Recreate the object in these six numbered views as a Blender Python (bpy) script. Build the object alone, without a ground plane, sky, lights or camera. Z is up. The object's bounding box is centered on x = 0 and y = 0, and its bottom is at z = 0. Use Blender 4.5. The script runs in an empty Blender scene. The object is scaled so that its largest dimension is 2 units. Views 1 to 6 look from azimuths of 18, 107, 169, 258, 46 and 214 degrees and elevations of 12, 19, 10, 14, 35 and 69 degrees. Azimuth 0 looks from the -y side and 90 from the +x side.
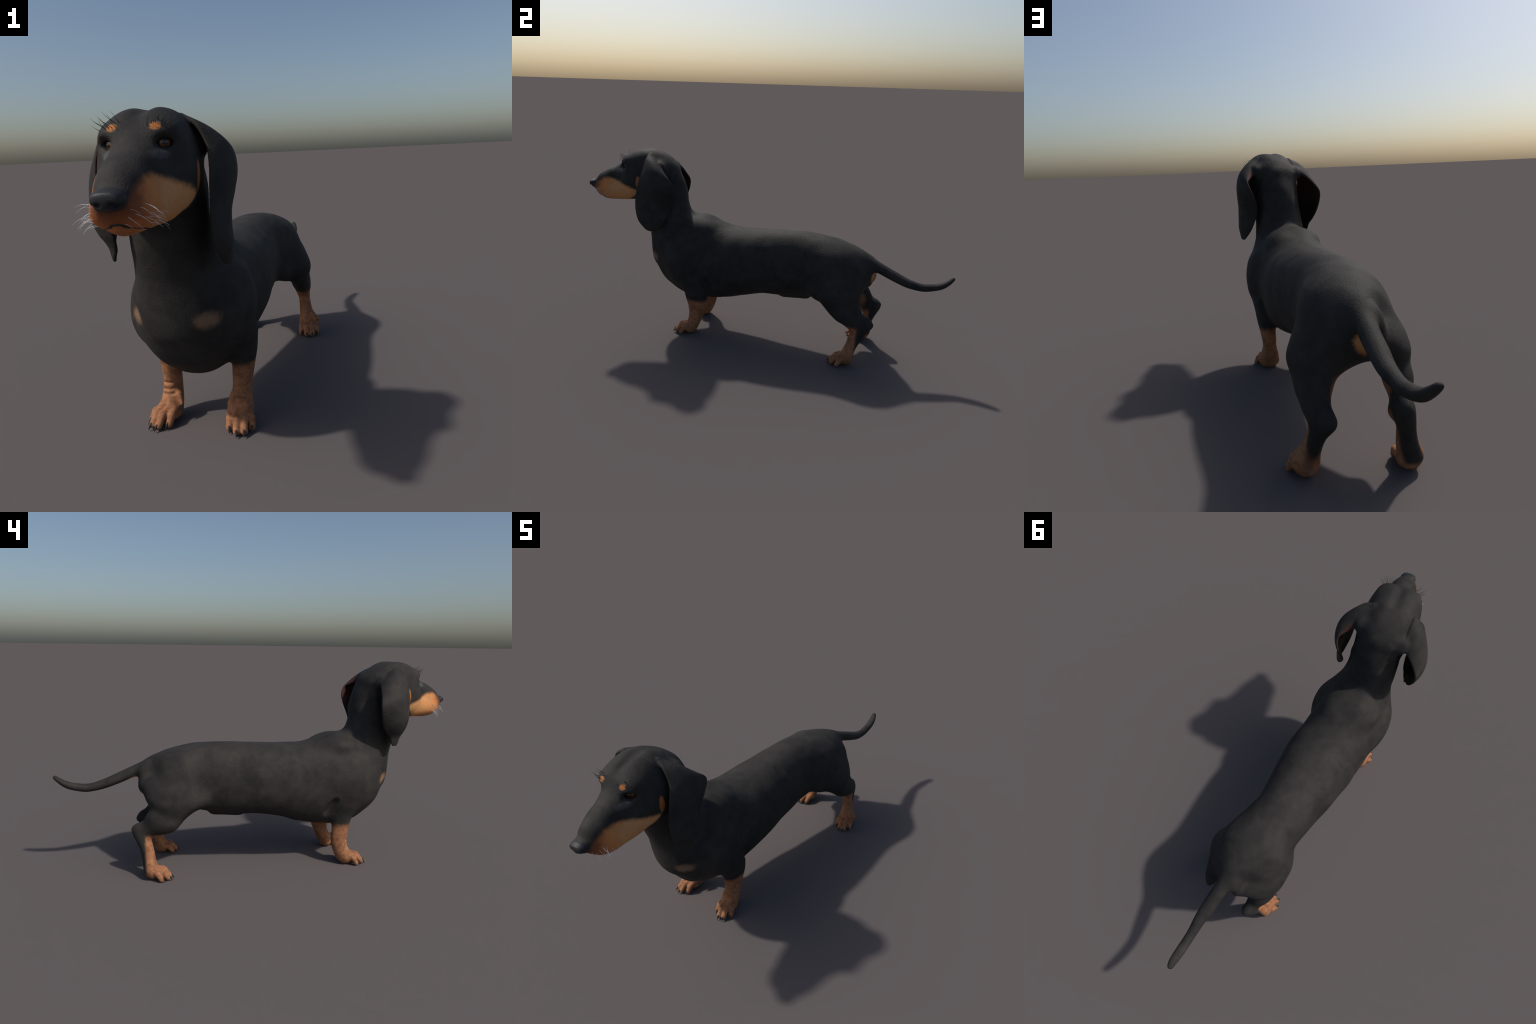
"""A standing black and tan dachshund, built as one smooth implicit body and split into parts."""
import math
import numpy as np

# ------------------------------------------------------------------ field helpers
LABELS = ["torso", "neck", "head", "ear_l", "ear_r", "foreleg_l", "foreleg_r",
          "hindleg_l", "hindleg_r", "forepaw_l", "forepaw_r", "hindpaw_l", "hindpaw_r", "tail", "nose"]
LID = {n: i for i, n in enumerate(LABELS)}

HEAD_O = np.array([0.0, -0.6, 0.0])
HEAD_F = np.array([0.207, -0.978, 0.0]); HEAD_F /= np.linalg.norm(HEAD_F)
HEAD_L = np.array([-HEAD_F[1], HEAD_F[0], 0.0])


def hp(s, l, z):
    """Head frame (forward, left, height) -> world."""
    return HEAD_O + s * HEAD_F + l * HEAD_L + np.array([0, 0, z])


def spline(rows, per=8):
    """Catmull-Rom through the rows of a table."""
    A = np.asarray(rows, float)
    if len(A) < 3:
        t = np.linspace(0, 1, per + 1)[:, None]
        return A[0] * (1 - t) + A[1] * t
    P = np.vstack([2 * A[0] - A[1], A, 2 * A[-1] - A[-2]])
    out = []
    for i in range(1, len(P) - 2):
        p0, p1, p2, p3 = P[i - 1:i + 3]
        for t in np.arange(per) / per:
            out.append(0.5 * (2 * p1 + (p2 - p0) * t + (2 * p0 - 5 * p1 + 4 * p2 - p3) * t * t
                              + (3 * p1 - p0 - 3 * p2 + p3) * t ** 3))
    out.append(P[-2])
    return np.array(out)


class Field:
    def __init__(self, h, lo=(-0.27, -1.06, -0.02), hi=(0.26, 1.04, 1.05)):
        self.h = h
        self.lo = np.array(lo, float)
        self.n = np.ceil((np.array(hi) - self.lo) / h).astype(int) + 1
        self.F = np.full(self.n, 1.0, np.float32)
        self.L = np.zeros(self.n, np.int8)
        self.B = np.full(self.n, 1.0, np.float32)

    def box(self, lo, hi):
        a = np.clip(np.floor((np.asarray(lo) - self.lo) / self.h).astype(int), 0, self.n - 1)
        b = np.clip(np.ceil((np.asarray(hi) - self.lo) / self.h).astype(int) + 1, 1, self.n)
        sl = tuple(slice(i, j) for i, j in zip(a, b))
        ax = [(self.lo[i] + self.h * np.arange(a[i], b[i])).astype(np.float32) for i in range(3)]
        return sl, ax

    def add(self, sl, d, k, label):
        F = self.F[sl]
        if label is not None:
            B = self.B[sl]
            m = d < B
            B[m] = d[m]
            self.L[sl][m] = LID[label]
        hh = np.maximum(k - np.abs(F - d), 0) / k
        self.F[sl] = np.minimum(F, d) - hh * hh * (k * 0.25)

    def cut(self, sl, d, k):
        """Smooth subtraction of d."""
        F = self.F[sl]
        d = -d
        hh = np.maximum(k - np.abs(F - d), 0) / k
        self.F[sl] = np.maximum(F, d) + hh * hh * (k * 0.25)

    # -- primitives
    def loft(self, rows, label, k=0.03, side=(1, 0, 0), per=8, n=2.0, e=None):
        """Rows x,y,z,half width,dorsal half,ventral half along a bent spine."""
        S = spline(rows, per)
        P, R = S[:, :3], np.maximum(S[:, 3:6], 0.002)
        T = np.gradient(P, axis=0)
        T /= np.linalg.norm(T, axis=1)[:, None]
        sd = np.asarray(side, float)
        X = sd - (T @ sd)[:, None] * T
        X /= np.linalg.norm(X, axis=1)[:, None]
        U = np.cross(X, T)
        rm = R.max(1)[:, None]
        pad = k + 3 * self.h
        sl, ax = self.box((P - rm).min(0) - pad, (P + rm).max(0) + pad)
        best = np.full((len(ax[0]), len(ax[1]), len(ax[2])), 1e9, np.float32)
        bi = np.zeros(best.shape, np.int16)
        # nearest spine sample, searched in a window round each; then a local frame blended along the segment
        reach = np.full(len(P), rm.max() + pad)
        for i in range(len(P)):
            w = []
            for q in range(3):
                lo_, hi_ = np.searchsorted(ax[q], (P[i, q] - reach[i], P[i, q] + reach[i]))
                w.append(slice(lo_, hi_))
            w = tuple(w)
            d2 = ((ax[0][w[0]] - np.float32(P[i, 0])) ** 2)[:, None, None] + ((ax[1][w[1]] - np.float32(P[i, 1])) ** 2)[None, :, None] \
                + ((ax[2][w[2]] - np.float32(P[i, 2])) ** 2)[None, None]
            m = d2 < best[w]
            np.copyto(best[w], d2, where=m)
            bi[w][m] = i
        near = best < np.float32(reach.max() ** 2)
        d = np.full(best.shape, .2, np.float32)
        d[near] = self._section(ax, near, bi[near], P, T, X, U, R, n, e)
        self.add(sl, d, k, label)

    def _section(self, ax, near, bi, P, T, X, U, R, n, e):
        g = np.stack([v[q] for v, q in zip(ax, np.nonzero(near))], 1).astype(np.float32)
        P, T, X, U, R = (v.astype(np.float32) for v in (P, T, X, U, R))
        D = g - P[bi]
        # signed offset along the spine decides the neighbouring sample to blend with
        w = np.einsum("ij,ij->i", D, T[bi])
        nb = np.clip(bi + np.where(w > 0, 1, -1), 0, len(P) - 1)
        seg = np.linalg.norm(P[nb] - P[bi], axis=1)
        t = np.where(seg > 0, np.clip(np.abs(w) / np.maximum(seg, 1e-6), 0, 1), 0)[:, None]
        C = P[bi] * (1 - t) + P[nb] * t
        Xv = X[bi] * (1 - t) + X[nb] * t
        Uv = U[bi] * (1 - t) + U[nb] * t
        Tv = T[bi] * (1 - t) + T[nb] * t
        Rv = R[bi] * (1 - t) + R[nb] * t
        D = g - C
        s = np.abs(np.einsum("ij,ij->i", D, Xv))
        u = np.einsum("ij,ij->i", D, Uv)
        w = np.einsum("ij,ij->i", D, Tv)
        end = (nb == bi)
        w = np.where(end, np.abs(w), 0)
        a = Rv[:, 0]
        b = np.where(u > 0, Rv[:, 1], Rv[:, 2])
        u = np.abs(u)
        c = np.minimum(a, b) if e is None else np.float32(e)
        q = ((s / a) ** n + (u / b) ** n + (w / c) ** n + 1e-9) ** (1.0 / n)
        gr = np.sqrt(((s / a) ** (n - 1) / a) ** 2 + ((u / b) ** (n - 1) / b) ** 2 + ((w / c) ** (n - 1) / c) ** 2 + 1e-12) * q ** (1 - n)
        d = (q - 1) / gr
        m = np.minimum(a, b)
        d = np.where(q < 0.35, (q - 1) * m, d)
        return d.astype(np.float32)

    def ellipsoid_d(self, c, r, axes=None, pad=0.03):
        c, r = np.asarray(c, float), np.asarray(r, float)
        A = np.eye(3) if axes is None else np.asarray(axes, float)
        ext = np.sqrt(((A * r[:, None]) ** 2).sum(0))
        sl, ax = self.box(c - ext - pad, c + ext + pad)
        gx, gy, gz = np.meshgrid(*[v - np.float32(o) for v, o in zip(ax, c)], indexing="ij", sparse=True)
        q = [(A[i, 0] * gx + A[i, 1] * gy + A[i, 2] * gz).astype(np.float32) for i in range(3)]
        k0 = np.sqrt(sum((q[i] / r[i]) ** 2 for i in range(3)))
        k1 = np.sqrt(sum((q[i] / r[i] ** 2) ** 2 for i in range(3))) + 1e-9
        return sl, (k0 * (k0 - 1) / k1).astype(np.float32)

    def ellipsoid(self, c, r, label=None, k=0.03, axes=None):
        sl, d = self.ellipsoid_d(c, r, axes, k + 3 * self.h)
        self.add(sl, d, k, label)

    def dent(self, c, r, k=0.02, axes=None):
        sl, d = self.ellipsoid_d(c, r, axes, k + 3 * self.h)
        self.cut(sl, d, k)

    def capsule(self, a, b, ra, rb, label=None, k=0.01, cut=False):
        a, b = np.asarray(a, float), np.asarray(b, float)
        pad = k + 3 * self.h + max(ra, rb)
        sl, ax = self.box(np.minimum(a, b) - pad, np.maximum(a, b) + pad)
        gx, gy, gz = np.meshgrid(*[(v - np.float32(o)) for v, o in zip(ax, a)], indexing="ij", sparse=True)
        v = (b - a).astype(np.float32)
        t = np.clip((gx * v[0] + gy * v[1] + gz * v[2]) / max(float(v @ v), 1e-9), 0, 1)
        d = np.sqrt((gx - t * v[0]) ** 2 + (gy - t * v[1]) ** 2 + (gz - t * v[2]) ** 2) - (ra + (rb - ra) * t)
        if cut:
            self.cut(sl, d.astype(np.float32), k)
        else:
            self.add(sl, d.astype(np.float32), k, label)

    def sheet(self, rows, label, k=0.01, out=(1, 0, 0)):
        """A thin bowed flap: rows front edge xyz, back edge xyz, bow, thickness radius."""
        S = spline(rows, 14)
        Fe, Be, bow, th = S[:, :3], S[:, 3:6], S[:, 6], S[:, 7]
        down = np.gradient((Fe + Be) / 2, axis=0)
        N = np.cross(Be - Fe, down)
        N /= np.linalg.norm(N, axis=1)[:, None] + 1e-9
        N *= np.sign(N @ np.asarray(out, float))[:, None]
        s = np.linspace(0, 1, 60)
        pts = Fe[:, None] * (1 - s)[None, :, None] + Be[:, None] * s[None, :, None] \
            + N[:, None] * (bow[:, None] * 4 * (s * (1 - s))[None])[:, :, None]
        rr = (th[:, None] * (0.72 + 0.28 * np.sqrt(np.clip(4 * s * (1 - s), 0, 1)))[None])
        pts, rr = pts.reshape(-1, 3), rr.ravel()
        R = 0.012 + k
        sl, ax = self.box(pts.min(0) - R, pts.max(0) + R)
        D = np.full([len(v) for v in ax], 1.0, np.float32)
        o = np.array([v[0] for v in ax])
        m = int(np.ceil(R / self.h))
        off = np.arange(-m, m + 1)
        for p, r in zip(pts, rr):
            c = np.round((p - o) / self.h).astype(int)
            a, b = np.maximum(c - m, 0), np.minimum(c + m + 1, D.shape)
            ss = tuple(slice(i, j) for i, j in zip(a, b))
            x, y, z = [(ax[i][ss[i]] - np.float32(p[i])) ** 2 for i in range(3)]
            d = np.sqrt(x[:, None, None] + y[None, :, None] + z[None, None]) - np.float32(r)
            np.minimum(D[ss], d, out=D[ss])
        self.add(sl, D, k, label)

    def blur(self, sigma):
        """Soften the field so that sections and joints flow into each other."""
        np.clip(self.F, -.05, .05, out=self.F)
        step = max(1, int(round(sigma / self.h / 1.1)))
        n = max(1, int(round((sigma / self.h) ** 2 / (.5 * step * step))))
        for _ in range(n):
            for a in range(3):
                G = self.F.swapaxes(0, a)
                P = np.concatenate([np.repeat(G[:1], step, 0), G, np.repeat(G[-1:], step, 0)])
                G[:] = .25 * P[:-2 * step] + .5 * G + .25 * P[2 * step:]

    def soften(self, lo, hi, sigma, ramp=.03):
        """Blur inside a box only, fading out towards its sides."""
        sl, ax = self.box(lo, hi)
        sub = Field.__new__(Field)
        sub.h, sub.F = self.h, self.F[sl].copy()
        sub.blur(sigma)
        w = np.float32(1)
        for i in range(3):
            t = np.clip(np.minimum(ax[i] - lo[i], hi[i] - ax[i]) / ramp, 0, 1)
            w = w * (t * t * (3 - 2 * t)).reshape([-1 if q == i else 1 for q in range(3)])
        self.F[sl] += w.astype(np.float32) * (sub.F - np.clip(self.F[sl], -.05, .05))

    # -- sampling
    def sample(self, p):
        q = (p - self.lo) / self.h
        i = np.clip(np.floor(q).astype(int), 0, self.n - 2)
        f = np.clip(q - i, 0, 1)
        v = 0
        for a in (0, 1):
            for b in (0, 1):
                for c in (0, 1):
                    v = v + self.F[i[:, 0] + a, i[:, 1] + b, i[:, 2] + c] * \
                        (f[:, 0] if a else 1 - f[:, 0]) * (f[:, 1] if b else 1 - f[:, 1]) * (f[:, 2] if c else 1 - f[:, 2])
        return v

    def grad(self, p, e=None):
        e = e or self.h
        g = np.empty_like(p)
        for a in range(3):
            o = np.zeros(3); o[a] = e
            g[:, a] = (self.sample(p + o) - self.sample(p - o)) / (2 * e)
        return g

    def surface(self, relax=3):
        """Surface nets, then relax and pull back on to the iso surface."""
        F, h = self.F, self.h
        I = F < 0
        n = np.array(F.shape)
        cnt = np.zeros(n - 1, np.uint8)
        for a in (0, 1):
            for b in (0, 1):
                for c in (0, 1):
                    cnt += I[a:n[0] - 1 + a, b:n[1] - 1 + b, c:n[2] - 1 + c]
        act = np.argwhere((cnt > 0) & (cnt < 8))
        vid = np.full(n - 1, -1, np.int32)
        vid[tuple(act.T)] = np.arange(len(act))
        acc, num = np.zeros((len(act), 3)), np.zeros(len(act))
        cor = [(a, b, c) for a in (0, 1) for b in (0, 1) for c in (0, 1)]
        val = {c: F[tuple((act + c).T)] for c in cor}
        for c in cor:
            for axis in range(3):
                if c[axis] == 0:
                    c2 = list(c); c2[axis] = 1; c2 = tuple(c2)
                    u, v = val[c], val[c2]
                    m = (u < 0) != (v < 0)
                    t = u[m] / (u[m] - v[m])
                    p = np.tile(np.array(c, float), (m.sum(), 1)); p[:, axis] += t
                    acc[m] += p; num[m] += 1
        V = self.lo + h * (act + acc / num[:, None])
        quads = []
        for axis in range(3):
            b, c = [(1, 2), (2, 0), (0, 1)][axis]
            s0 = [slice(None)] * 3; s1 = [slice(None)] * 3
            s0[axis] = slice(0, -1); s1[axis] = slice(1, None)
            ch = np.argwhere(I[tuple(s0)] != I[tuple(s1)])
            ch = ch[(ch[:, b] > 0) & (ch[:, c] > 0) & (ch[:, b] < n[b] - 1) & (ch[:, c] < n[c] - 1)]
            q = []
            for db, dc in ((-1, -1), (0, -1), (0, 0), (-1, 0)):
                o = ch.copy(); o[:, b] += db; o[:, c] += dc
                q.append(vid[tuple(o.T)])
            q = np.stack(q, 1)
            flip = ~I[tuple(ch.T)]
            q[flip] = q[flip][:, ::-1]
            quads.append(q)
        Q = np.vstack(quads)
        Q = Q[(Q >= 0).all(1)]
        # keep the largest connected piece is not needed: all parts overlap
        E = np.vstack([Q[:, [0, 1]], Q[:, [1, 2]], Q[:, [2, 3]], Q[:, [3, 0]]])
        deg = np.bincount(E[:, 0], minlength=len(V)) + np.bincount(E[:, 1], minlength=len(V))
        for it in range(relax):
            A = np.zeros_like(V)
            for a in range(3):
                A[:, a] = np.bincount(E[:, 0], V[E[:, 1], a], len(V)) + np.bincount(E[:, 1], V[E[:, 0], a], len(V))
            V = V * 0.4 + 0.6 * A / np.maximum(deg, 1)[:, None]
            for _ in range(2):
                f = self.sample(V); g = self.grad(V)
                g2 = (g * g).sum(1) + 1e-6
                st = np.clip(f / g2, -h, h)
                st = np.clip(st * np.sqrt(g2), -0.7 * h, 0.7 * h) / np.sqrt(g2)
                V = V - st[:, None] * g
        return V, Q


# ------------------------------------------------------------------ the dog
def rot2(v, ang):
    c, s = math.cos(ang), math.sin(ang)
    return np.array([v[0] * c - v[1] * s, v[0] * s + v[1] * c])


EYES = []       # (centre, gaze, radius)
# mouth line from the corner forward: forward along the head, height
LIP = [(.178, .744), (.205, .737), (.245, .733), (.29, .735), (.325, .741), (.345, .748), (.360, .7535), (.372, .755)]
CLAWS = []      # (paw label, base, tip, radius)


def paw(f, label, wrist, heading, lat, fwd, toe_r, sgn):
    """Four toes spread in front of the wrist, a pad below, claws recorded for later."""
    w = np.asarray(wrist, float)
    fw = np.array([math.sin(heading) * sgn, -math.cos(heading)])
    lt = np.array([-fw[1], fw[0]])        # to the dog's left
    for l, fd in zip(lat, fwd):
        edge = abs(l) / .036
        A = np.array([*(w[:2] + lt * l * .60 + fw * fd * .10), .050 - .010 * edge])
        K = np.array([*(w[:2] + lt * l * .97 + fw * fd * .68), .043 - .008 * edge])
        T = np.array([*(w[:2] + lt * l * 1.04 + fw * fd), toe_r])
        f.capsule(A, K, toe_r * 1.1, toe_r * 1.1, label, .011)
        f.capsule(K, T, toe_r * 1.1, toe_r * 1.03, label, .005)
        dirn = fw + lt * l * 2.5 * (1 - .6 * edge)
        cb = T + np.array([*dirn, 0]) * toe_r * .45 + np.array([0, 0, .006])
        ct = T + np.array([*dirn, 0]) * (toe_r + .0095)
        ct[2] = .001
        CLAWS.append((label, cb, ct, .0056))
    c = w[:2] + fw * .006
    f.ellipsoid([*c, .024], [abs(lat[0]) * .95, .036, .0225], label, .014,
                axes=[[lt[0], lt[1], 0], [fw[0], fw[1], 0], [0, 0, 1]])



# ------------------------------------------------------------------ proportions
TAB = {
    # trunk, front to rump: y, centre x, half width, top, bottom
    "torso": [(-0.6, 0.0078, 0.1007, 0.5767, 0.3595),
              (-0.55, 0.0033, 0.1396, 0.6283, 0.2927),
              (-0.48, -0.006, 0.1542, 0.6521, 0.236),
              (-0.4, -0.0125, 0.1634, 0.6632, 0.1907),
              (-0.3, -0.0213, 0.1692, 0.6402, 0.1842),
              (-0.2, -0.0214, 0.1708, 0.6176, 0.2059),
              (-0.1, -0.0216, 0.1719, 0.6124, 0.2375),
              (0, -0.0255, 0.1601, 0.6145, 0.2576),
              (0.1, -0.0275, 0.1466, 0.6191, 0.2626),
              (0.2, -0.0293, 0.1323, 0.625, 0.2708),
              (0.3, -0.0206, 0.1362, 0.6236, 0.2882),
              (0.4, -0.0122, 0.1537, 0.6085, 0.3047),
              (0.48, -0.0148, 0.1261, 0.5889, 0.3276),
              (0.55, -0.0215, 0.0711, 0.5582, 0.3577),
              (0.585, -0.0441, 0.0222, 0.532, 0.3897)],
    # neck, head end first: x, y, z, half width, back, throat
    "neck": [(0.0225, -0.6181, 0.873, 0.0886, 0.1098, 0.091),
             (0.0067, -0.5744, 0.794, 0.1017, 0.1246, 0.1264),
             (-0.0011, -0.5586, 0.7034, 0.1094, 0.1145, 0.1367),
             (-0.0025, -0.5375, 0.6153, 0.1178, 0.1225, 0.1357),
             (-0.0012, -0.4988, 0.525, 0.1335, 0.1362, 0.1544),
             (-0.0004, -0.4571, 0.4584, 0.1382, 0.1291, 0.1654),
             (-0.0023, -0.4183, 0.3996, 0.1271, 0.121, 0.1561)],
    # limbs and tail: x, y, z, half width, rear, front
    "thigh_l": [(0.0452, 0.5004, 0.4527, 0.071, 0.0885, 0.1234),
                (0.0785, 0.4651, 0.3935, 0.0872, 0.1042, 0.1178),
                (0.1255, 0.4369, 0.3448, 0.07, 0.0954, 0.0884),
                (0.1372, 0.4396, 0.2999, 0.0428, 0.086, 0.0546),
                (0.1343, 0.4644, 0.2639, 0.0312, 0.0732, 0.0398)],
    "thigh_r": [(-0.0792, 0.5022, 0.4467, 0.0516, 0.1003, 0.1157),
                (-0.1201, 0.4775, 0.3979, 0.0641, 0.1092, 0.1318),
                (-0.148, 0.4572, 0.3515, 0.056, 0.1019, 0.098),
                (-0.1486, 0.47, 0.3112, 0.0355, 0.0867, 0.072),
                (-0.1459, 0.4987, 0.2784, 0.0225, 0.0704, 0.0506)],
    "shin_l": [(0.133, 0.4896, 0.2627, 0.0377, 0.0466, 0.0415),
               (0.1292, 0.5369, 0.2294, 0.042, 0.0564, 0.045),
               (0.115, 0.5885, 0.2147, 0.0257, 0.0359, 0.0396),
               (0.1011, 0.599, 0.2063, 0.0148, 0.0174, 0.0295)],
    "shin_r": [(-0.1532, 0.4697, 0.275, 0.0283, 0.0449, 0.0521),
               (-0.1414, 0.5356, 0.2519, 0.0299, 0.0532, 0.0436),
               (-0.1239, 0.6012, 0.2353, 0.0221, 0.0328, 0.0316),
               (-0.1128, 0.62, 0.228, 0.0158, 0.0125, 0.023)],
    "hock_l": [(0.1053, 0.6129, 0.2284, 0.0117, 0.035, 0.033),
               (0.1205, 0.5865, 0.1992, 0.0243, 0.0343, 0.0409),
               (0.1341, 0.554, 0.1482, 0.0275, 0.0361, 0.0344),
               (0.1454, 0.5311, 0.0979, 0.0339, 0.0343, 0.0245),
               (0.1616, 0.5114, 0.0557, 0.0546, 0.0455, 0.0225)],
    "hock_r": [(-0.119, 0.6273, 0.2405, 0.0188, 0.0273, 0.0248),
               (-0.129, 0.606, 0.1943, 0.0288, 0.0309, 0.0367),
               (-0.1397, 0.5817, 0.1398, 0.0306, 0.0332, 0.0299),
               (-0.147, 0.5718, 0.0909, 0.0363, 0.0358, 0.0274),
               (-0.1607, 0.5613, 0.0471, 0.043, 0.0443, 0.0277)],
    "foreleg_l": [(0.1303, -0.3527, 0.3149, 0.0389, 0.0681, 0.0725),
                  (0.1239, -0.3431, 0.2399, 0.0353, 0.0669, 0.0633),
                  (0.1125, -0.3395, 0.1752, 0.0347, 0.0546, 0.0569),
                  (0.108, -0.3437, 0.1137, 0.0317, 0.0356, 0.0509),
                  (0.1074, -0.3615, 0.0591, 0.0428, 0.0291, 0.0424),
                  (0.1063, -0.3825, 0.0257, 0.0492, 0.0319, 0.0353)],
    "foreleg_r": [(-0.1343, -0.3973, 0.3127, 0.042, 0.0546, 0.0522),
                  (-0.1372, -0.3904, 0.2425, 0.036, 0.0571, 0.0385),
                  (-0.1375, -0.3826, 0.1815, 0.0312, 0.0523, 0.0342),
                  (-0.1384, -0.3757, 0.1201, 0.0305, 0.0481, 0.0362),
                  (-0.1364, -0.388, 0.067, 0.0381, 0.0426, 0.0365),
                  (-0.1386, -0.4027, 0.0349, 0.0448, 0.0391, 0.0432)],
    "tail": [(-0.0119, 0.541, 0.5232, 0.0448, 0.0296, 0.0402),
             (-0.0047, 0.5933, 0.5025, 0.0356, 0.031, 0.0315),
             (0.0001, 0.6462, 0.4804, 0.0325, 0.0285, 0.0245),
             (0.0026, 0.7176, 0.4499, 0.031, 0.0263, 0.0231),
             (0.0047, 0.7689, 0.4309, 0.0276, 0.0232, 0.0227),
             (0.0019, 0.823, 0.4179, 0.0233, 0.0205, 0.0214),
             (-0.0012, 0.8661, 0.4164, 0.0218, 0.0185, 0.0223),
             (-0.006, 0.9323, 0.4328, 0.0211, 0.0137, 0.0204),
             (-0.011, 0.97, 0.4562, 0.0197, 0.011, 0.0157),
             (-0.0173, 0.9918, 0.4757, 0.0158, 0.0101, 0.0112)],
    # head along its own axis: forward, half width, top, bottom, height of the widest line
    "head": [(0.383, 0.0289, 0.8283, 0.7909, 0.7977),
             (0.362, 0.041, 0.8464, 0.7642, 0.7947),
             (0.335, 0.0535, 0.8716, 0.7445, 0.795),
             (0.29, 0.0706, 0.8949, 0.734, 0.7935),
             (0.25, 0.0698, 0.9097, 0.7304, 0.7942),
             (0.215, 0.0712, 0.9187, 0.7247, 0.8045),
             (0.18, 0.0833, 0.9324, 0.7228, 0.8294),
             (0.13, 0.1053, 0.9795, 0.7242, 0.8486),
             (0.07, 0.1104, 1.0014, 0.7284, 0.8724),
             (0.01, 0.1047, 0.9999, 0.7391, 0.8806),
             (-0.04, 0.0923, 0.9715, 0.7598, 0.885),
             (-0.075, 0.0769, 0.9308, 0.7906, 0.8774)],
    # ears: front edge, back edge, bow, thickness
    "ear_l": [(0.08, -0.613, 0.987, 0.1097, -0.545, 0.9155, 0.0027, 0.01),
              (0.121, -0.617, 0.964, 0.1378, -0.5054, 0.8954, 0.0163, 0.0085),
              (0.1494, -0.6215, 0.9137, 0.1555, -0.4724, 0.8742, 0.029, 0.0065),
              (0.1621, -0.6391, 0.863, 0.1443, -0.4545, 0.8366, 0.0382, 0.006),
              (0.1659, -0.6536, 0.8087, 0.1265, -0.4589, 0.7908, 0.0406, 0.006),
              (0.1668, -0.6637, 0.7549, 0.1174, -0.4773, 0.7407, 0.0381, 0.006),
              (0.1692, -0.6633, 0.7009, 0.1261, -0.4957, 0.6926, 0.0342, 0.006),
              (0.1716, -0.6496, 0.647, 0.1463, -0.5165, 0.643, 0.0272, 0.006),
              (0.1735, -0.612, 0.606, 0.168, -0.548, 0.6045, 0.01, 0.0058),
              (0.1735, -0.593, 0.596, 0.1712, -0.566, 0.596, 0.003, 0.0045)],
    "ear_r": [(-0.084, -0.654, 0.977, -0.1032, -0.5637, 0.9145, 0.0041, 0.01),
              (-0.119, -0.666, 0.954, -0.1437, -0.5458, 0.8924, 0.0147, 0.0085),
              (-0.1381, -0.6787, 0.9019, -0.1817, -0.535, 0.8541, 0.0206, 0.0065),
              (-0.1396, -0.6922, 0.8509, -0.2067, -0.5257, 0.816, 0.0285, 0.006),
              (-0.1296, -0.7007, 0.7989, -0.2062, -0.5299, 0.7704, 0.0379, 0.006),
              (-0.1132, -0.7059, 0.7443, -0.1941, -0.5436, 0.7226, 0.0458, 0.006),
              (-0.106, -0.693, 0.69, -0.178, -0.568, 0.681, 0.036, 0.006),
              (-0.118, -0.667, 0.647, -0.166, -0.598, 0.653, 0.015, 0.006),
              (-0.1315, -0.654, 0.6245, -0.1605, -0.607, 0.63, 0.007, 0.0058),
              (-0.141, -0.643, 0.609, -0.157, -0.617, 0.6115, 0.002, 0.0054)],
    # swellings: x, y, z, then radii
    "shoulder": [(0.1337, -0.4196, 0.4252, 0.0562, 0.0888, 0.1237),
                 (-0.1446, -0.4303, 0.4206, 0.0607, 0.1169, 0.1338)],
    "withers": [(0.0429, -0.3573, 0.5951, 0.0449, 0.0864, 0.0426),
                (-0.0709, -0.3797, 0.6, 0.0778, 0.0866, 0.0438)],
    "flank": [(0.0934, 0.3518, 0.3489, 0.0299, 0.0645, 0.0522),
              (-0.1224, 0.3638, 0.3634, 0.0642, 0.0734, 0.0405)],
    "perineum": [(-0.016, 0.575, 0.42, 0.023, 0.025, 0.04)],
    # on the head: forward, left, height, then radii left, forward, up
    "skull": [(0.068, 0.036, 0.9435, 0.06, 0.105, 0.0605),
              (0.068, -0.036, 0.9435, 0.06, 0.105, 0.0605)],
    "brow": [(0.165, 0.054, 0.938, 0.032, 0.028, 0.026),
             (0.165, -0.054, 0.938, 0.032, 0.028, 0.026)],
    "cheek": [(0.093, 0.085, 0.835, 0.032, 0.085, 0.073),
              (0.093, -0.085, 0.835, 0.032, 0.085, 0.073)],
    "flew": [(0.255, 0.04, 0.772, 0.036, 0.095, 0.034),
             (0.255, -0.04, 0.772, 0.036, 0.095, 0.034)],
    "nose": [(0.35, 0.022, 0.826, 0.8),
             (0.368, 0.0315, 0.829, 0.792),
             (0.386, 0.035, 0.829, 0.788),
             (0.396, 0.0315, 0.826, 0.79)],
    "jowl": [(0.165, 0.058, 0.79, 0.034, 0.085, 0.052),
             (0.165, -0.058, 0.79, 0.034, 0.085, 0.052)],
    "gaskin": [(0.1078, 0.5197, 0.3006, 0.0466, 0.0484, 0.0445),
               (-0.134, 0.526, 0.288, 0.044, 0.056, 0.054)],
    "concha": [(0.1, -0.558, 0.922, 0.032, 0.038, 0.032),
               (-0.104, -0.572, 0.908, 0.028, 0.038, 0.03)],
    "temple": [(0.115, 0.066, 0.922, 0.034, 0.064, 0.046),
               (0.115, -0.067, 0.922, 0.036, 0.064, 0.046)],
}


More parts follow.
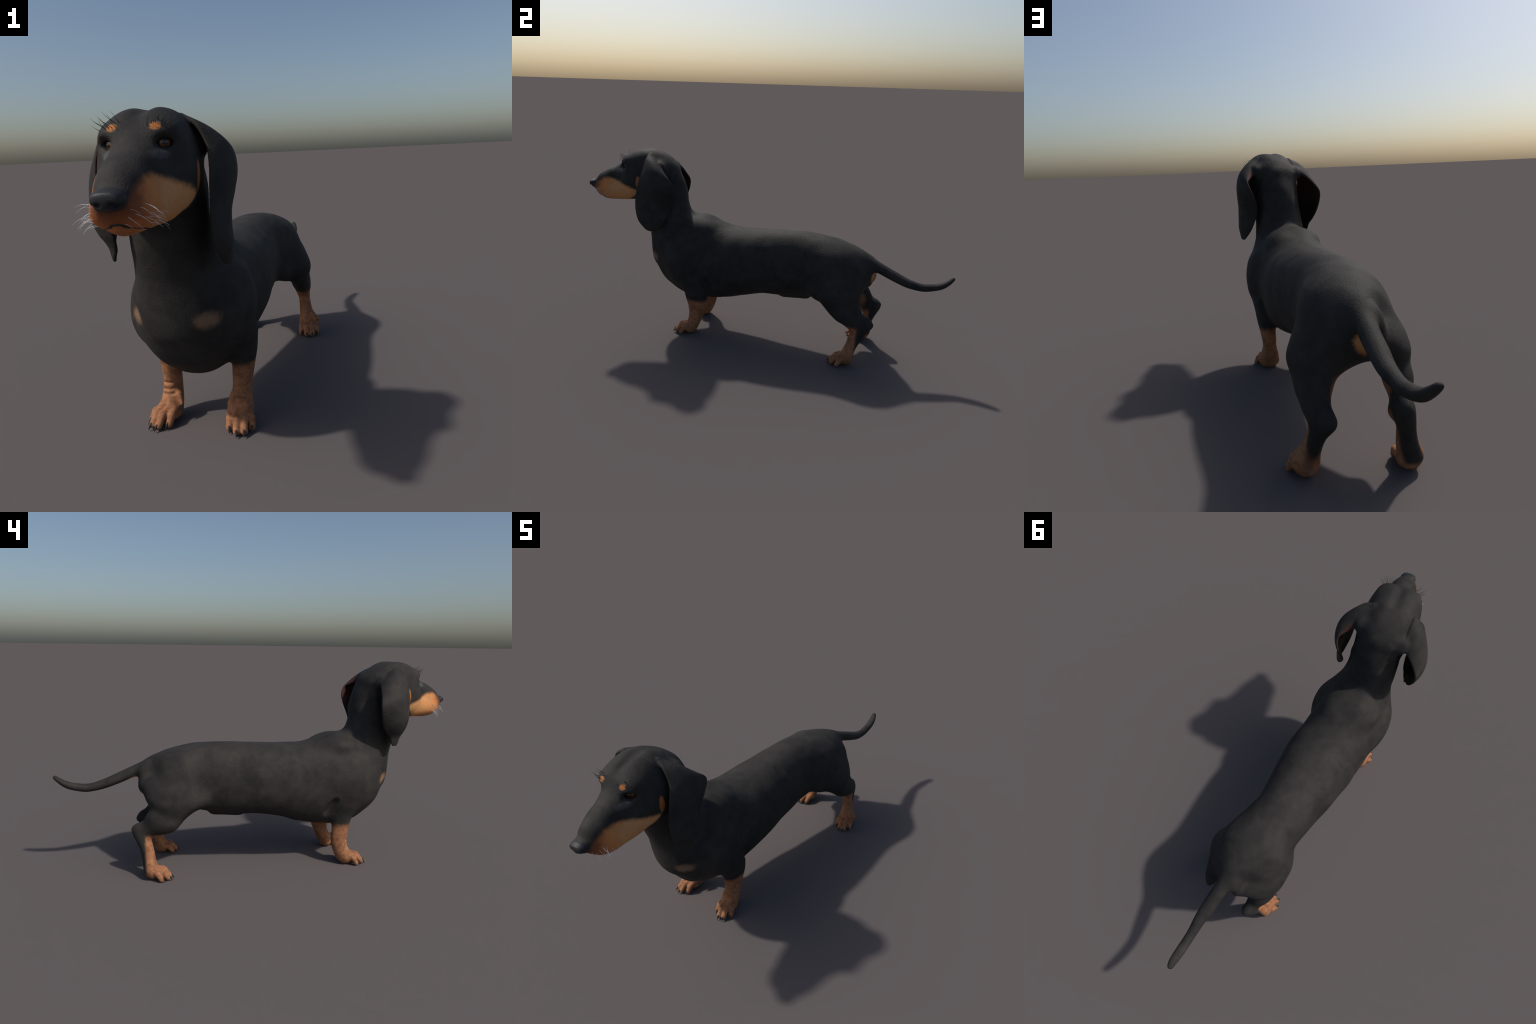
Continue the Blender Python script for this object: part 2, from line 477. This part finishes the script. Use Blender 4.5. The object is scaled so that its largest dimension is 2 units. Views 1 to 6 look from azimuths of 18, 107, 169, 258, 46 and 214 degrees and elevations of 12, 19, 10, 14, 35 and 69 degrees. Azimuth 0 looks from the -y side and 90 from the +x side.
def detail(f, A):
    """Furrow, eyelids, nostrils and jaw."""
    EYES.clear()
    Z = np.array([0, 0, 1.0])
    f.ellipsoid(hp(.285, 0, .7455), [.040, .062, .0225], "head", .008, A)
    f.capsule(hp(.31, 0, .746), hp(.20, 0, .744), .019, .022, "head", .010)
    f.capsule(hp(.05, 0, 1.024), hp(.20, 0, .990), .010, .008, None, .03, cut=True)
    for s in (1, -1):
        c0 = hp(.176, s * .0675, .919)
        d = HEAD_F * .80 + HEAD_L * s * .60 + Z * .04
        d /= np.linalg.norm(d)
        e1 = np.cross(Z, d); e1 /= np.linalg.norm(e1)
        e3 = np.cross(d, e1)
        r = .0192
        c = c0 - d * r * .80
        EYES.append((c, d, r))
        f.dent(c0 + d * .018, [.027, .017, .016], .014, [e1, d, e3])
        f.ellipsoid(c, [.0208] * 3, "head", .008)
        f.dent(c0 + d * .008 - Z * .0012, [.0225, .022, .0092], .003, [e1, d, e3])
        # nostril: a round hole and a slit running back
        f.capsule(hp(.404, s * .014, .797), hp(.392, s * .021, .798), .0065, .0055, None, .004, cut=True)
        f.capsule(hp(.396, s * .024, .797), hp(.382, s * .038, .800), .0035, .002, None, .004, cut=True)
    f.capsule(hp(.412, 0, .80), hp(.395, 0, .765), .0022, .0022, None, .004, cut=True)


def groove(f, pts, sgn, r, depth, k):
    """A shallow furrow that follows the flank: points are y, height; the skin is found by marching in."""
    C = []
    for y, z in pts:
        xs = np.arange(.26, .02, -.0015)
        v = f.sample(np.stack([sgn * xs, np.full_like(xs, y), np.full_like(xs, z)], 1))
        C.append((sgn * (xs[np.argmax(v < 0)] + r - depth), y, z))
    C = spline(C, 4)
    n = len(C) - 1
    for i in range(n):
        ra, rb = (r * math.sin(math.pi * (.12 + .76 * t / n)) ** .5 for t in (i, i + 1))
        f.capsule(C[i], C[i + 1], ra, rb, None, k, cut=True)


def relief(f):
    """Elbow creases and wrist wrinkles."""
    groove(f, [(-.325, .348), (-.312, .325), (-.300, .302), (-.288, .270)], -1, .012, .0028, .018)
    groove(f, [(-.290, .346), (-.276, .322), (-.264, .300), (-.258, .275)], 1, .012, .0030, .018)
    # wrinkles across the front of the wrists
    for s, x0, y0 in ((1, .110, -.392), (-1, -.136, -.425)):
        for z, w in ((.130, .020), (.108, .022), (.092, .020)):
            dy = .0 if z > .1 else -.008
            v = np.arange(-.05, .05, .001)
            q = f.sample(np.stack([np.full_like(v, x0), y0 + v, np.full_like(v, z)], 1))
            yy = y0 + v[np.argmax(q < 0)]
            pts = [(x0 + w * t, yy - .0025 + .010 * t * t, z - .002 * t * s) for t in (-1, -.5, 0, .5, 1)]
            for a, b in zip(pts[:-1], pts[1:]):
                f.capsule(a, b, .0042, .0042, None, .005, cut=True)


def build_field(h):
    f = Field(h)
    CLAWS.clear()
    rows = [(y, ) + tuple(r) for y, *r in TAB["torso"]]
    f.loft([(x, y, (zt + zb) / 2, w, (zt - zb) / 2, (zt - zb) / 2) for y, x, w, zt, zb in rows], "torso", k=.02, per=4, n=2.25, e=.03)
    f.capsule([-.018, .13, .275], [-.016, .25, .285], .03, .03, "torso", .03)      # sheath
    for r in TAB["shoulder"]:
        f.ellipsoid(r[:3], r[3:], "torso", .05)
    for r in TAB["withers"]:
        f.ellipsoid(r[:3], r[3:], "torso", .04)
    for r in TAB["flank"]:
        f.ellipsoid(r[:3], r[3:], "torso", .04)
    f.loft(TAB["neck"], "neck", k=.05, per=6, n=2.1)
    for s in "lr":
        f.loft(TAB["thigh_" + s], "hindleg_" + s, k=.045, per=6, n=2.1)
        g = TAB["gaskin"]["lr".index(s)]
        f.ellipsoid(g[:3], g[3:], "hindleg_" + s, .035)
        f.loft(TAB["shin_" + s], "hindleg_" + s, k=.045, per=6, side=(1, .2 if s == "l" else -.2, 0))
        f.loft(TAB["hock_" + s], "hindleg_" + s, k=.034, per=6)
        f.loft(TAB["foreleg_" + s], "foreleg_" + s, k=.03, per=6)
    f.ellipsoid((-.106, .572, .208), (.022, .024, .034), "hindleg_r", .02)       # inside of the right hock
    f.loft(TAB["tail"], "tail", k=.03, per=6)
    for r in TAB["perineum"]:
        f.ellipsoid(r[:3], r[3:], "torso", .02)
    H = []
    for s, a, zt, zb, zc in TAB["head"]:
        H.append((*hp(s, 0, zc), a, zt - zc, zc - zb))
    f.loft(H, "head", k=.05, side=HEAD_L, per=5, n=2.15, e=.014)
    A = [HEAD_L, HEAD_F, [0, 0, 1]]
    for nm, k in (("skull", .03), ("brow", .03), ("cheek", .04), ("flew", .03), ("jowl", .03), ("temple", .03)):
        for r in TAB[nm]:
            f.ellipsoid(hp(*r[:3]), r[3:], "head", k, A)
    for r in TAB["concha"]:
        f.ellipsoid(r[:3], r[3:], "head", .03)
    f.blur(.006)
    for lo, hi in (((.0, .36, .19), (.24, .625, .44)), ((-.25, .37, .19), (-.02, .635, .44))):
        f.soften(lo, hi, .014, .05)
    f.soften((-.22, .40, .42), (.20, .66, .62), .010, .05)
    f.soften((-.10, -.62, .78), (.11, -.40, 1.0), .012, .05)
    f.soften((-.24, .26, .26), (.24, .44, .50), .012, .05)
    f.soften((-.22, -.76, .20), (.22, -.38, .60), .012, .06)
    relief(f)
    R = math.radians
    paw(f, "forepaw_l", (.110, -.385, 0), R(17), [-.034, -.0115, .0125, .036], [.050, .077, .077, .051], .0122, 1)
    paw(f, "forepaw_r", (-.136, -.412, 0), R(15), [-.036, -.0125, .0115, .034], [.051, .077, .077, .050], .0122, -1)
    paw(f, "hindpaw_l", (.156, .520, 0), R(15), [-.035, -.012, .012, .035], [.052, .078, .078, .052], .0125, 1)
    paw(f, "hindpaw_r", (-.154, .560, 0), R(21), [-.035, -.012, .012, .035], [.054, .078, .078, .054], .0125, -1)
    for lab, b, t in (("forepaw_l", (.082, -.372, .088), (.070, -.380, .060)), ("forepaw_r", (-.104, -.402, .088), (-.092, -.412, .060))):
        f.capsule(b, t, .010, .0068, lab, .012)
        CLAWS.append((lab, np.array(t), np.array(t) + np.array([-.004 if t[0] > 0 else .006, -.010, -.024]), .005))
    f.loft([(*hp(s, 0, (zt + zb) / 2), a, (zt - zb) / 2, (zt - zb) / 2) for s, a, zt, zb in TAB["nose"]], "nose", k=.011, side=HEAD_L, n=2.5, e=.011)
    detail(f, A)
    f.sheet(TAB["ear_l"], "ear_l", .008, (1, 0, 0))
    f.sheet(TAB["ear_r"], "ear_r", .008, (-1, 0, 0))
    return f


RES = .003


# === BLENDER ===
import random
import bpy
from mathutils import Vector, Matrix

rng = random.Random(7)


# ------------------------------------------------------------------ node arithmetic
class Ex:
    """A scalar socket that can be used in ordinary arithmetic."""
    def __init__(self, mat, sock):
        self.m, self.s = mat, sock

    def _op(self, op, *others, clamp=False):
        n = self.m.nodes.new("ShaderNodeMath")
        n.operation = op
        n.use_clamp = clamp
        self.m.links.new(self.s, n.inputs[0])
        for i, o in enumerate(others, 1):
            if isinstance(o, Ex):
                self.m.links.new(o.s, n.inputs[i])
            else:
                n.inputs[i].default_value = float(o)
        return Ex(self.m, n.outputs[0])

    def __add__(self, o): return self._op("ADD", o)
    __radd__ = __add__
    def __sub__(self, o): return self._op("SUBTRACT", o)
    def __rsub__(self, o): return (self * -1) + o
    def __mul__(self, o): return self._op("MULTIPLY", o)
    __rmul__ = __mul__
    def __truediv__(self, o): return self._op("DIVIDE", o)
    def max(self, o): return self._op("MAXIMUM", o)
    def min(self, o): return self._op("MINIMUM", o)
    def abs(self): return self._op("ABSOLUTE")
    def sqrt(self): return self._op("SQRT")
    def clamp(self): return self._op("ADD", 0.0, clamp=True)

    def step(self, soft):
        """0..1 smooth step round zero, this wide."""
        n = self.m.nodes.new("ShaderNodeMapRange")
        n.interpolation_type = "SMOOTHSTEP"
        n.inputs["From Min"].default_value = -soft
        n.inputs["From Max"].default_value = soft
        self.m.links.new(self.s, n.inputs["Value"])
        return Ex(self.m, n.outputs["Result"])


class Mat:
    def __init__(self, name):
        self.mat = bpy.data.materials.new(name)
        self.mat.use_nodes = True
        t = self.mat.node_tree
        self.nodes, self.links = t.nodes, t.links
        self.nodes.clear()
        self.out = self.nodes.new("ShaderNodeOutputMaterial")
        self.bsdf = self.nodes.new("ShaderNodeBsdfPrincipled")
        self.links.new(self.bsdf.outputs[0], self.out.inputs[0])
        self.tc = self.nodes.new("ShaderNodeTexCoord")
        sep = self.nodes.new("ShaderNodeSeparateXYZ")
        self.links.new(self.tc.outputs["Object"], sep.inputs[0])
        self.x, self.y, self.z = (Ex(self, sep.outputs[i]) for i in range(3))

    def noise(self, scale, detail=3, rough=.55, stretch=None, dist=0.0):
        n = self.nodes.new("ShaderNodeTexNoise")
        n.inputs["Scale"].default_value = scale
        n.inputs["Detail"].default_value = detail
        n.inputs["Roughness"].default_value = rough
        n.inputs["Distortion"].default_value = dist
        src = self.tc.outputs["Object"]
        if stretch:
            mp = self.nodes.new("ShaderNodeMapping")
            mp.inputs["Scale"].default_value = stretch
            self.links.new(src, mp.inputs[0])
            src = mp.outputs[0]
        self.links.new(src, n.inputs["Vector"])
        return Ex(self, n.outputs[0])

    def ell(self, c, r, co=None):
        co = co or (self.x, self.y, self.z)
        q = None
        for v, a, b in zip(co, c, r):
            t = (v - a) * (1.0 / b)
            t = t * t
            q = t if q is None else q + t
        return 1.0 - q.sqrt()

    def mix(self, fac, a, b):
        n = self.nodes.new("ShaderNodeMix")
        n.data_type = "RGBA"
        if isinstance(fac, Ex):
            self.links.new(fac.s, n.inputs[0])
        else:
            n.inputs[0].default_value = fac
        for v, i in ((a, 6), (b, 7)):
            if isinstance(v, (tuple, list)):
                n.inputs[i].default_value = (*v, 1)
            else:
                self.links.new(v, n.inputs[i])
        return n.outputs[2]

    def curve(self, v, pts, vmin, vmax, omin, omax):
        n = self.nodes.new("ShaderNodeFloatCurve")
        c = n.mapping.curves[0]
        pts = [((a - vmin) / (vmax - vmin), (b - omin) / (omax - omin)) for a, b in pts]
        c.points[0].location, c.points[1].location = pts[0], pts[-1]
        for p in pts[1:-1]:
            c.points.new(*p)
        n.mapping.update()
        self.links.new(((v - vmin) * (1 / (vmax - vmin))).clamp().s, n.inputs["Value"])
        return Ex(self, n.outputs[0]) * (omax - omin) + omin

    def bump(self, h, strength, dist):
        n = self.nodes.new("ShaderNodeBump")
        n.inputs["Strength"].default_value = strength
        n.inputs["Distance"].default_value = dist
        self.links.new(h.s, n.inputs["Height"])
        self.links.new(n.outputs[0], self.bsdf.inputs["Normal"])

    def set(self, key, v):
        if isinstance(v, Ex):
            self.links.new(v.s, self.bsdf.inputs[key])
        elif hasattr(v, "is_output"):
            self.links.new(v, self.bsdf.inputs[key])
        else:
            self.bsdf.inputs[key].default_value = v


BLACK = (.0235, .0222, .0213)
BLACK_WARM = (.046, .0415, .0375)
TAN = (.59, .23, .076)
TAN_PALE = (.62, .312, .130)
TAN_RED = (.36, .112, .042)
TAN_LEG = (.36, .162, .080)
TAN_LEG_DARK = (.19, .080, .040)


def coat_material(name, ear=0, part="coat"):
    m = Mat(name)
    x, y, z = m.x, m.y, m.z
    s = x * float(HEAD_F[0]) + (y + .6) * float(HEAD_F[1])
    l = x * float(HEAD_L[0]) + (y + .6) * float(HEAD_L[1])
    la = l.abs()
    fine = m.noise(70, 4, .6) - .5
    fuzz = m.noise(210, 3, .6) - .5
    big = m.noise(9, 4, .6, dist=.4) - .5
    mid = m.noise(26, 4, .6) - .5
    # hair direction: along the body
    hair = m.noise(150, 3, .6, (1.7, .55, 1.2), .25) - .5
    jag = fine * .030 + fuzz * .006
    # black coat, mottled
    col = m.mix((big * 1.9 + mid * 1.3 + .5).clamp(), BLACK, BLACK_WARM)
    # muzzle: below an edge that runs from beside the nose back to the cheek
    edge = m.curve(s, [(.08, .775), (.10, .797), (.14, .812), (.18, .824), (.22, .838), (.26, .849), (.30, .848), (.335, .833), (.352, .822), (.368, .806), (.385, .788), (.40, .780), (.45, .775)], .08, .45, .70, .90)
    back = m.curve(z, [(.70, .19), (.72, .172), (.745, .15), (.77, .118), (.80, .092), (.86, .085)], .70, .86, .05, .25)
    muzzle = (edge - z + jag * .42).step(.012) * (s - back + jag * .5).step(.012)
    face = m.mix((fine * 1.3 + mid * 2.6 + big * 1.2 + .5 + (s - .25) * -4.0).clamp(), TAN, TAN_PALE)
    face = m.mix((mid * 2.2 + fuzz * 1.2 - .04).clamp() * .65, face, (.30, .125, .05))
    red = ((s - .285) * 15.0 + mid * 1.4).clamp() * .9
    face = m.mix(red, face, TAN_RED)
    dark = ((s - .338) * 18.0 + (z - .770) * 8.0 + mid * .9).clamp() * .88
    face = m.mix(dark, face, (.050, .024, .019))
    # brow spots and cheek bars
    hc = (s, la, z)
    brow = (m.ell((.191, .052, .957), (.013, .0108, .0085), hc) + fine * .8).step(.5)
    bar = (m.ell((.090, .112, .838), (.013, .035, .036), hc) + fine * .5).step(.25)
    tan_l = muzzle.max(brow).max(bar)
    if ear:
        tan_l = tan_l * 0.0
    col2 = m.mix(brow.max(bar), face, (.42, .145, .04))
    # legs
    fore = (.210 - z + jag * 1.3).step(.015) * (-.15 - y).step(.02) * (y + .56).step(.02) * ((x + .010).abs() - .062 + (.10 - z).max(0.0)).step(.012)
    leg = m.mix((fine * 2.6 + mid * 2.6 + .35).clamp(), TAN_LEG, TAN_LEG_DARK)
    leg = m.mix((fuzz * 3.2 - .12).clamp() * .6, leg, (.50, .27, .14))
    hind_zone = (y - .3).step(.02)
    right = (x * -1.0).step(.01)
    stripe_y = .558 + right * .032 + (right * -1.0 + 1.0) * (z - .12) * .02
    hind = (.208 - z + jag).step(.012) * (stripe_y - y + jag * .4).step(.008)
    heel = (.034 - z + jag * .3).step(.010)
    inner = (m.ell((.062, .535, .258), (.040, .045, .062), ((x + .006).abs(), y, z)) + fine * .5).step(.25)
    hind = hind.max(heel).max(inner) * hind_zone * (.36 - z).step(.01)
    legs = fore.max(hind)
    # rump patch under the tail, chest spots
    per = (m.ell((-.006, .62, .436), (.038, .045, .042)) + fine * .5).step(.22) * (y - .5).step(.01)
    chest = (m.ell((.112, -.60, .433), (.027, .06, .023), ((x + .006).abs(), y, z)) + fine * 1.0 + mid * .6).step(.6) * .62
    col = m.mix(tan_l, col, col2)
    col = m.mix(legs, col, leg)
    col = m.mix(per, col, m.mix((.415 - z).step(.03), (.52, .26, .10), (.28, .09, .035)))
    col = m.mix(chest, col, (.34, .20, .12))
    # greyish patch below the eye
    grey = (m.ell((.204, .055, .893), (.03, .026, .011), hc) + fine * .8).step(.5) * .42
    col = m.mix(grey, col, (.13, .13, .135))
    # dark lips and eye rims, then shade painted into the leg and toe creases
    rim = (m.ell((.176, .066, .919), (.020, .021, .0135), hc)).step(.12)
    col = m.mix(rim, col, (.012, .010, .010))
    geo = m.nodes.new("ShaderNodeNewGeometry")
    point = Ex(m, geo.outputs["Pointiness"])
    crease_shade = ((.488 - point) * 16.0).clamp() * .65 * legs
    col = m.mix(crease_shade, col, (.05, .02, .012))
    if ear:
        sn = m.nodes.new("ShaderNodeSeparateXYZ")
        m.links.new(geo.outputs["True Normal"], sn.inputs[0])
        inside = (Ex(m, sn.outputs[0]) * float(-ear) - .12).step(.16) * (x * float(ear) - .10).step(.012) * (.935 - z).step(.02)
        skin = m.mix(((z - .68) * 5.0 + mid).clamp(), (.020, .017, .017), (.070, .034, .029))
        col = m.mix(inside, col, skin)
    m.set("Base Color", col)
    m.set("Roughness", .66)
    m.set("Specular IOR Level", .12)
    m.set("Sheen Weight", .0)
    m.set("Sheen Roughness", .45)
    m.set("Sheen Tint", (.8, .85, .9, 1))
    m.bump(hair * .7 + fuzz * .5 + mid * .15, .42, .004)
    return m.mat


def plain(name, col, rough, spec=.5, col2=None, scale=60, bump=0.0, coat=0.0):
    m = Mat(name)
    n = m.noise(scale, 3)
    m.set("Base Color", m.mix((n * 2.0 - .5).clamp(), col, col2 or tuple(c * .7 for c in col)))
    m.set("Roughness", rough)
    m.set("Specular IOR Level", spec)
    m.set("Coat Weight", coat)
    if bump:
        m.bump(n, bump, .002)
    return m.mat


def nose_material():
    m = Mat("nose_leather")
    v = m.nodes.new("ShaderNodeTexVoronoi")
    v.inputs["Scale"].default_value = 420
    m.links.new(m.tc.outputs["Object"], v.inputs["Vector"])
    d = Ex(m, v.outputs["Distance"])
    m.set("Base Color", m.mix(m.noise(60, 3), (.014, .015, .017), (.03, .031, .034)))
    m.set("Roughness", .48)
    m.set("Specular IOR Level", .24)
    m.bump(d * -1.0, .25, .0012)
    return m.mat


def eye_material():
    m = Mat("eye")
    r = (m.x * m.x + m.y * m.y).sqrt()         # distance from the gaze axis, in eye radii
    streak = m.noise(9, 4, .7) - .5
    iris = m.mix((streak * 2 + .5).clamp(), (.11, .034, .008), (.24, .082, .018))
    white = m.mix((r - .86).step(.03), iris, (.16, .06, .03))
    limb = ((r - .74).step(.06) * (1.0 - (r - .90).step(.05)))
    col = m.mix(limb * .8, white, (.02, .008, .004))
    col = m.mix((.42 - r).step(.04), col, (.004, .004, .005))
    m.set("Base Color", col)
    m.set("Roughness", .12)
    m.set("Coat Weight", .35)
    m.set("Coat Roughness", .05)
    return m.mat


# ------------------------------------------------------------------ mesh helpers
def new_object(name, mesh, mat, parent):
    o = bpy.data.objects.new(name, mesh)
    bpy.context.scene.collection.objects.link(o)
    if mat and not mesh.materials:
        mesh.materials.append(mat)
    o.parent = parent
    return o


def mesh_from(name, V, F, smooth=True):
    me = bpy.data.meshes.new(name)
    me.from_pydata([tuple(v) for v in V], [], [tuple(f) for f in F])
    me.update()
    if smooth:
        me.polygons.foreach_set("use_smooth", [True] * len(me.polygons))
    return me


def tube(path, radii, sides=8):
    """Closed tapered tube along a path."""
    P = np.asarray(path, float)
    T = np.gradient(P, axis=0)
    T /= np.linalg.norm(T, axis=1)[:, None]
    ref = np.array([0.31, 0.22, 0.92])
    V, F = [], []
    for p, t, r in zip(P, T, radii):
        a = np.cross(ref, t); a /= np.linalg.norm(a)
        b = np.cross(t, a)
        for k in range(sides):
            th = 2 * math.pi * k / sides
            V.append(p + r * (math.cos(th) * a + math.sin(th) * b))
    for i in range(len(P) - 1):
        for k in range(sides):
            k2 = (k + 1) % sides
            F.append((i * sides + k, i * sides + k2, (i + 1) * sides + k2, (i + 1) * sides + k))
    V.append(P[0]); V.append(P[-1])
    n = len(V)
    for k in range(sides):
        k2 = (k + 1) % sides
        F.append((n - 2, k2, k))
        F.append((n - 1, (len(P) - 1) * sides + k, (len(P) - 1) * sides + k2))
    return V, F


def vote_labels(lab, E, n, rounds=6):
    k = lab.max() + 1
    for _ in range(rounds):
        W = np.zeros((n, k), np.float32)
        W[np.arange(n), lab] += 1.5
        for a, b in ((0, 1), (1, 0)):
            np.add.at(W, (E[:, a], lab[E[:, b]]), 1)
        lab = W.argmax(1)
    return lab


# ------------------------------------------------------------------ build
dog = bpy.data.objects.new("dachshund", None)
bpy.context.scene.collection.objects.link(dog)
dog["label"] = "standing smooth-coated black and tan dachshund with hanging ears"
dog["category"] = "dog"

field = build_field(RES)
V, Q = field.surface(3)
idx = np.clip(np.round((V - field.lo) / field.h).astype(int), 0, field.n - 1)
lab = field.L[tuple(idx.T)].astype(int)
E = np.vstack([Q[:, [0, 1]], Q[:, [1, 2]], Q[:, [2, 3]], Q[:, [3, 0]]])
lab = vote_labels(lab, E, len(V))

# low lumps of muscle and loose skin, left out of the feet and the face
def lumps(P):
    q = np.zeros(len(P))
    g = np.random.default_rng(5)
    for wave, amp in ((.13, 1.0), (.075, .6)):
        for _ in range(7):
            d = g.normal(size=3); d /= np.linalg.norm(d)
            q += amp * np.sin(P @ d * (2 * math.pi / wave) + g.uniform(0, 6.28))
    return q / 4.0
N0 = field.grad(V)
N0 /= np.linalg.norm(N0, axis=1)[:, None] + 1e-9
quiet = np.clip((V[:, 2] - .14) / .08, 0, 1) * np.clip((V[:, 1] + .70) / .12, .15, 1) * np.where((lab == LID["ear_l"]) | (lab == LID["ear_r"]) | (lab == LID["tail"]), .35, 1)
V = V + N0 * (lumps(V) * quiet * .0011)[:, None]

# normals of the whole skin, shared by every part
v0, v1, v2, v3 = (V[Q[:, i]] for i in range(4))
fn = np.cross(v2 - v0, v3 - v1)
N = np.zeros_like(V)
for i in range(4):
    for a in range(3):
        N[:, a] += np.bincount(Q[:, i], fn[:, a], len(V))
N /= np.linalg.norm(N, axis=1)[:, None] + 1e-12

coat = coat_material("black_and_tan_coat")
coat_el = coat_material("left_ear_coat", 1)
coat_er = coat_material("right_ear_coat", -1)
nose_mat = nose_material()
PART = {"torso": ("torso", coat), "neck": ("neck", coat), "head": ("head", coat), "nose": ("nose", nose_mat), "tail": ("tail", coat),
        "ear_l": ("ear", coat_el), "ear_r": ("ear", coat_er)}
for q in "lr":
    PART["foreleg_" + q] = ("foreleg", coat)
    PART["hindleg_" + q] = ("hindleg", coat)
    PART["forepaw_" + q] = ("forepaw", coat)
    PART["hindpaw_" + q] = ("hindpaw", coat)

fl = np.sort(lab[Q], axis=1)[:, 1]          # a face goes with the majority of its corners
parts = {}
for name in LABELS:
    fs = Q[fl == LID[name]]
    if not len(fs):
        continue
    used, inv = np.unique(fs, return_inverse=True)
    fs = inv.reshape(fs.shape)
    me = bpy.data.meshes.new(PART[name][0])
    me.vertices.add(len(used))
    me.vertices.foreach_set("co", V[used].astype(np.float32).ravel())
    me.loops.add(fs.size)
    me.loops.foreach_set("vertex_index", fs.astype(np.int32).ravel())
    me.polygons.add(len(fs))
    me.polygons.foreach_set("loop_start", np.arange(0, fs.size, 4, dtype=np.int32))
    me.polygons.foreach_set("use_smooth", np.ones(len(fs), bool))
    me.update(calc_edges=True)
    me.validate()
    me.normals_split_custom_set_from_vertices([tuple(n) for n in N[used]])
    parts[name] = new_object(PART[name][0], me, PART[name][1], dog)
head = parts["head"]

# claws
claw_mat = plain("claw_horn", (.012, .0125, .014), .5, .3, (.022, .023, .026), 80)
for lb, b, t, r in CLAWS:
    b, t = np.asarray(b), np.asarray(t)
    mid_ = (b + t) / 2 + np.array([0, 0, .22]) * np.linalg.norm(t - b) * .6
    path = [(1 - u) ** 2 * b + 2 * u * (1 - u) * mid_ + u * u * t for u in np.linspace(0, 1, 9)]
    rad = [r * (1 - .9 * u ** 1.5) for u in np.linspace(0, 1, 9)]
    Vc, Fc = tube(path, rad, 12)
    new_object("claw", mesh_from("claw", Vc, Fc), claw_mat, parts[lb])

# eyes
eye_mat = eye_material()
bpy_bm = __import__("bmesh")
bm = bpy_bm.new()
bpy_bm.ops.create_uvsphere(bm, u_segments=40, v_segments=24, radius=1.0)
eye_me = bpy.data.meshes.new("eye")
bm.to_mesh(eye_me); bm.free()
eye_me.polygons.foreach_set("use_smooth", [True] * len(eye_me.polygons))
for c, d, r in EYES:
    o = new_object("eye", eye_me, eye_mat, head)
    zq = Vector(d).to_track_quat("Z", "Y")
    o.matrix_world = Matrix.Translation(Vector(c)) @ zq.to_matrix().to_4x4() @ Matrix.Scale(r, 4)

# lips: a dark line between the upper lip and the jaw
lip_mat = plain("lip_skin", (.012, .009, .009), .45)
def on_skin(p, d, inset=0.0):
    """March from p along d to the skin."""
    p = np.asarray(p, float); d = np.asarray(d, float); d = d / np.linalg.norm(d)
    ts = np.arange(0, .14, .0007)
    v = field.sample(p + ts[:, None] * d)
    i = np.argmax(v < 0)
    if v[i] >= 0:
        return None
    return p + (ts[i] + inset) * d
def lip_path(sg):
    pts = []
    for s_, z_ in LIP:
        o_ = hp(s_, sg * .11, z_) if s_ < .335 else hp(.46, sg * .11 * (.375 - s_) / .04, z_)
        tgt = hp(min(s_, .33) - .02, 0, z_)
        q_ = on_skin(o_, tgt - o_, .0006)
        if q_ is not None:
            pts.append(q_)
    return spline(pts, 8)
LP = np.vstack([lip_path(1), lip_path(-1)[::-1][1:]])
Vl, Fl = tube(LP, [(.0013 + .0022 * math.sin(math.pi * i / (len(LP) - 1)) ** 3) * min(1, (.25 + 6 * min(i, len(LP) - 1 - i) / len(LP))) for i in range(len(LP))], 8)
new_object("lip", mesh_from("lip", Vl, Fl), lip_mat, head)

# whiskers and brow hairs
white_hair = plain("white_whisker", (.75, .75, .76), .4)
dark_hair = plain("brow_hair", (.012, .011, .011), .5)
def hair(name, mat, root, d, droop, length, r):
    if root is None:
        return
    d = np.asarray(d, float); d /= np.linalg.norm(d)
    path = [root + d * length * (u - .06) + np.asarray(droop) * length * u * u * u ** .3 for u in np.linspace(0, 1, 10)]
    Vh, Fh = tube(path, [r * (1 - .75 * u) for u in np.linspace(0, 1, 10)], 5)
    new_object(name, mesh_from(name, Vh, Fh), mat, head)
for sg in (1, -1):
    for i in range(20):
        s_ = rng.uniform(.275, .368)
        z_ = rng.uniform(.750, .797) - (s_ - .28) * .05
        root = on_skin(hp(s_, sg * .11, z_), -sg * HEAD_L)
        d = sg * HEAD_L * rng.uniform(.7, 1.0) + HEAD_F * rng.uniform(.15, .75) + np.array([0, 0, rng.uniform(-.35, .30)])
        dr = np.array([0, 0, rng.uniform(-.5, -.15)]) - HEAD_F * rng.uniform(.1, .55)
        hair("whisker", white_hair, root, d, dr, rng.uniform(.022, .046), rng.uniform(.00045, .00075))
    for i in range(12):
        l_ = .036 + .0044 * i + rng.uniform(-.003, .003)
        z_ = .966 + rng.uniform(-.010, .008) - .00018 * (i - 3) ** 2
        root = on_skin(hp(.30, sg * l_, z_), -HEAD_F)
        d = HEAD_F * rng.uniform(.7, 1.0) + sg * HEAD_L * (.05 + .05 * i) + np.array([0, 0, rng.uniform(.15, .5)])
        dr = np.array([0, 0, rng.uniform(.35, .7)]) - HEAD_F * rng.uniform(.2, .45) + sg * HEAD_L * rng.uniform(.15, .6)
        hair("brow_hair", dark_hair, root, d, dr, rng.uniform(.016, .030), .0009)
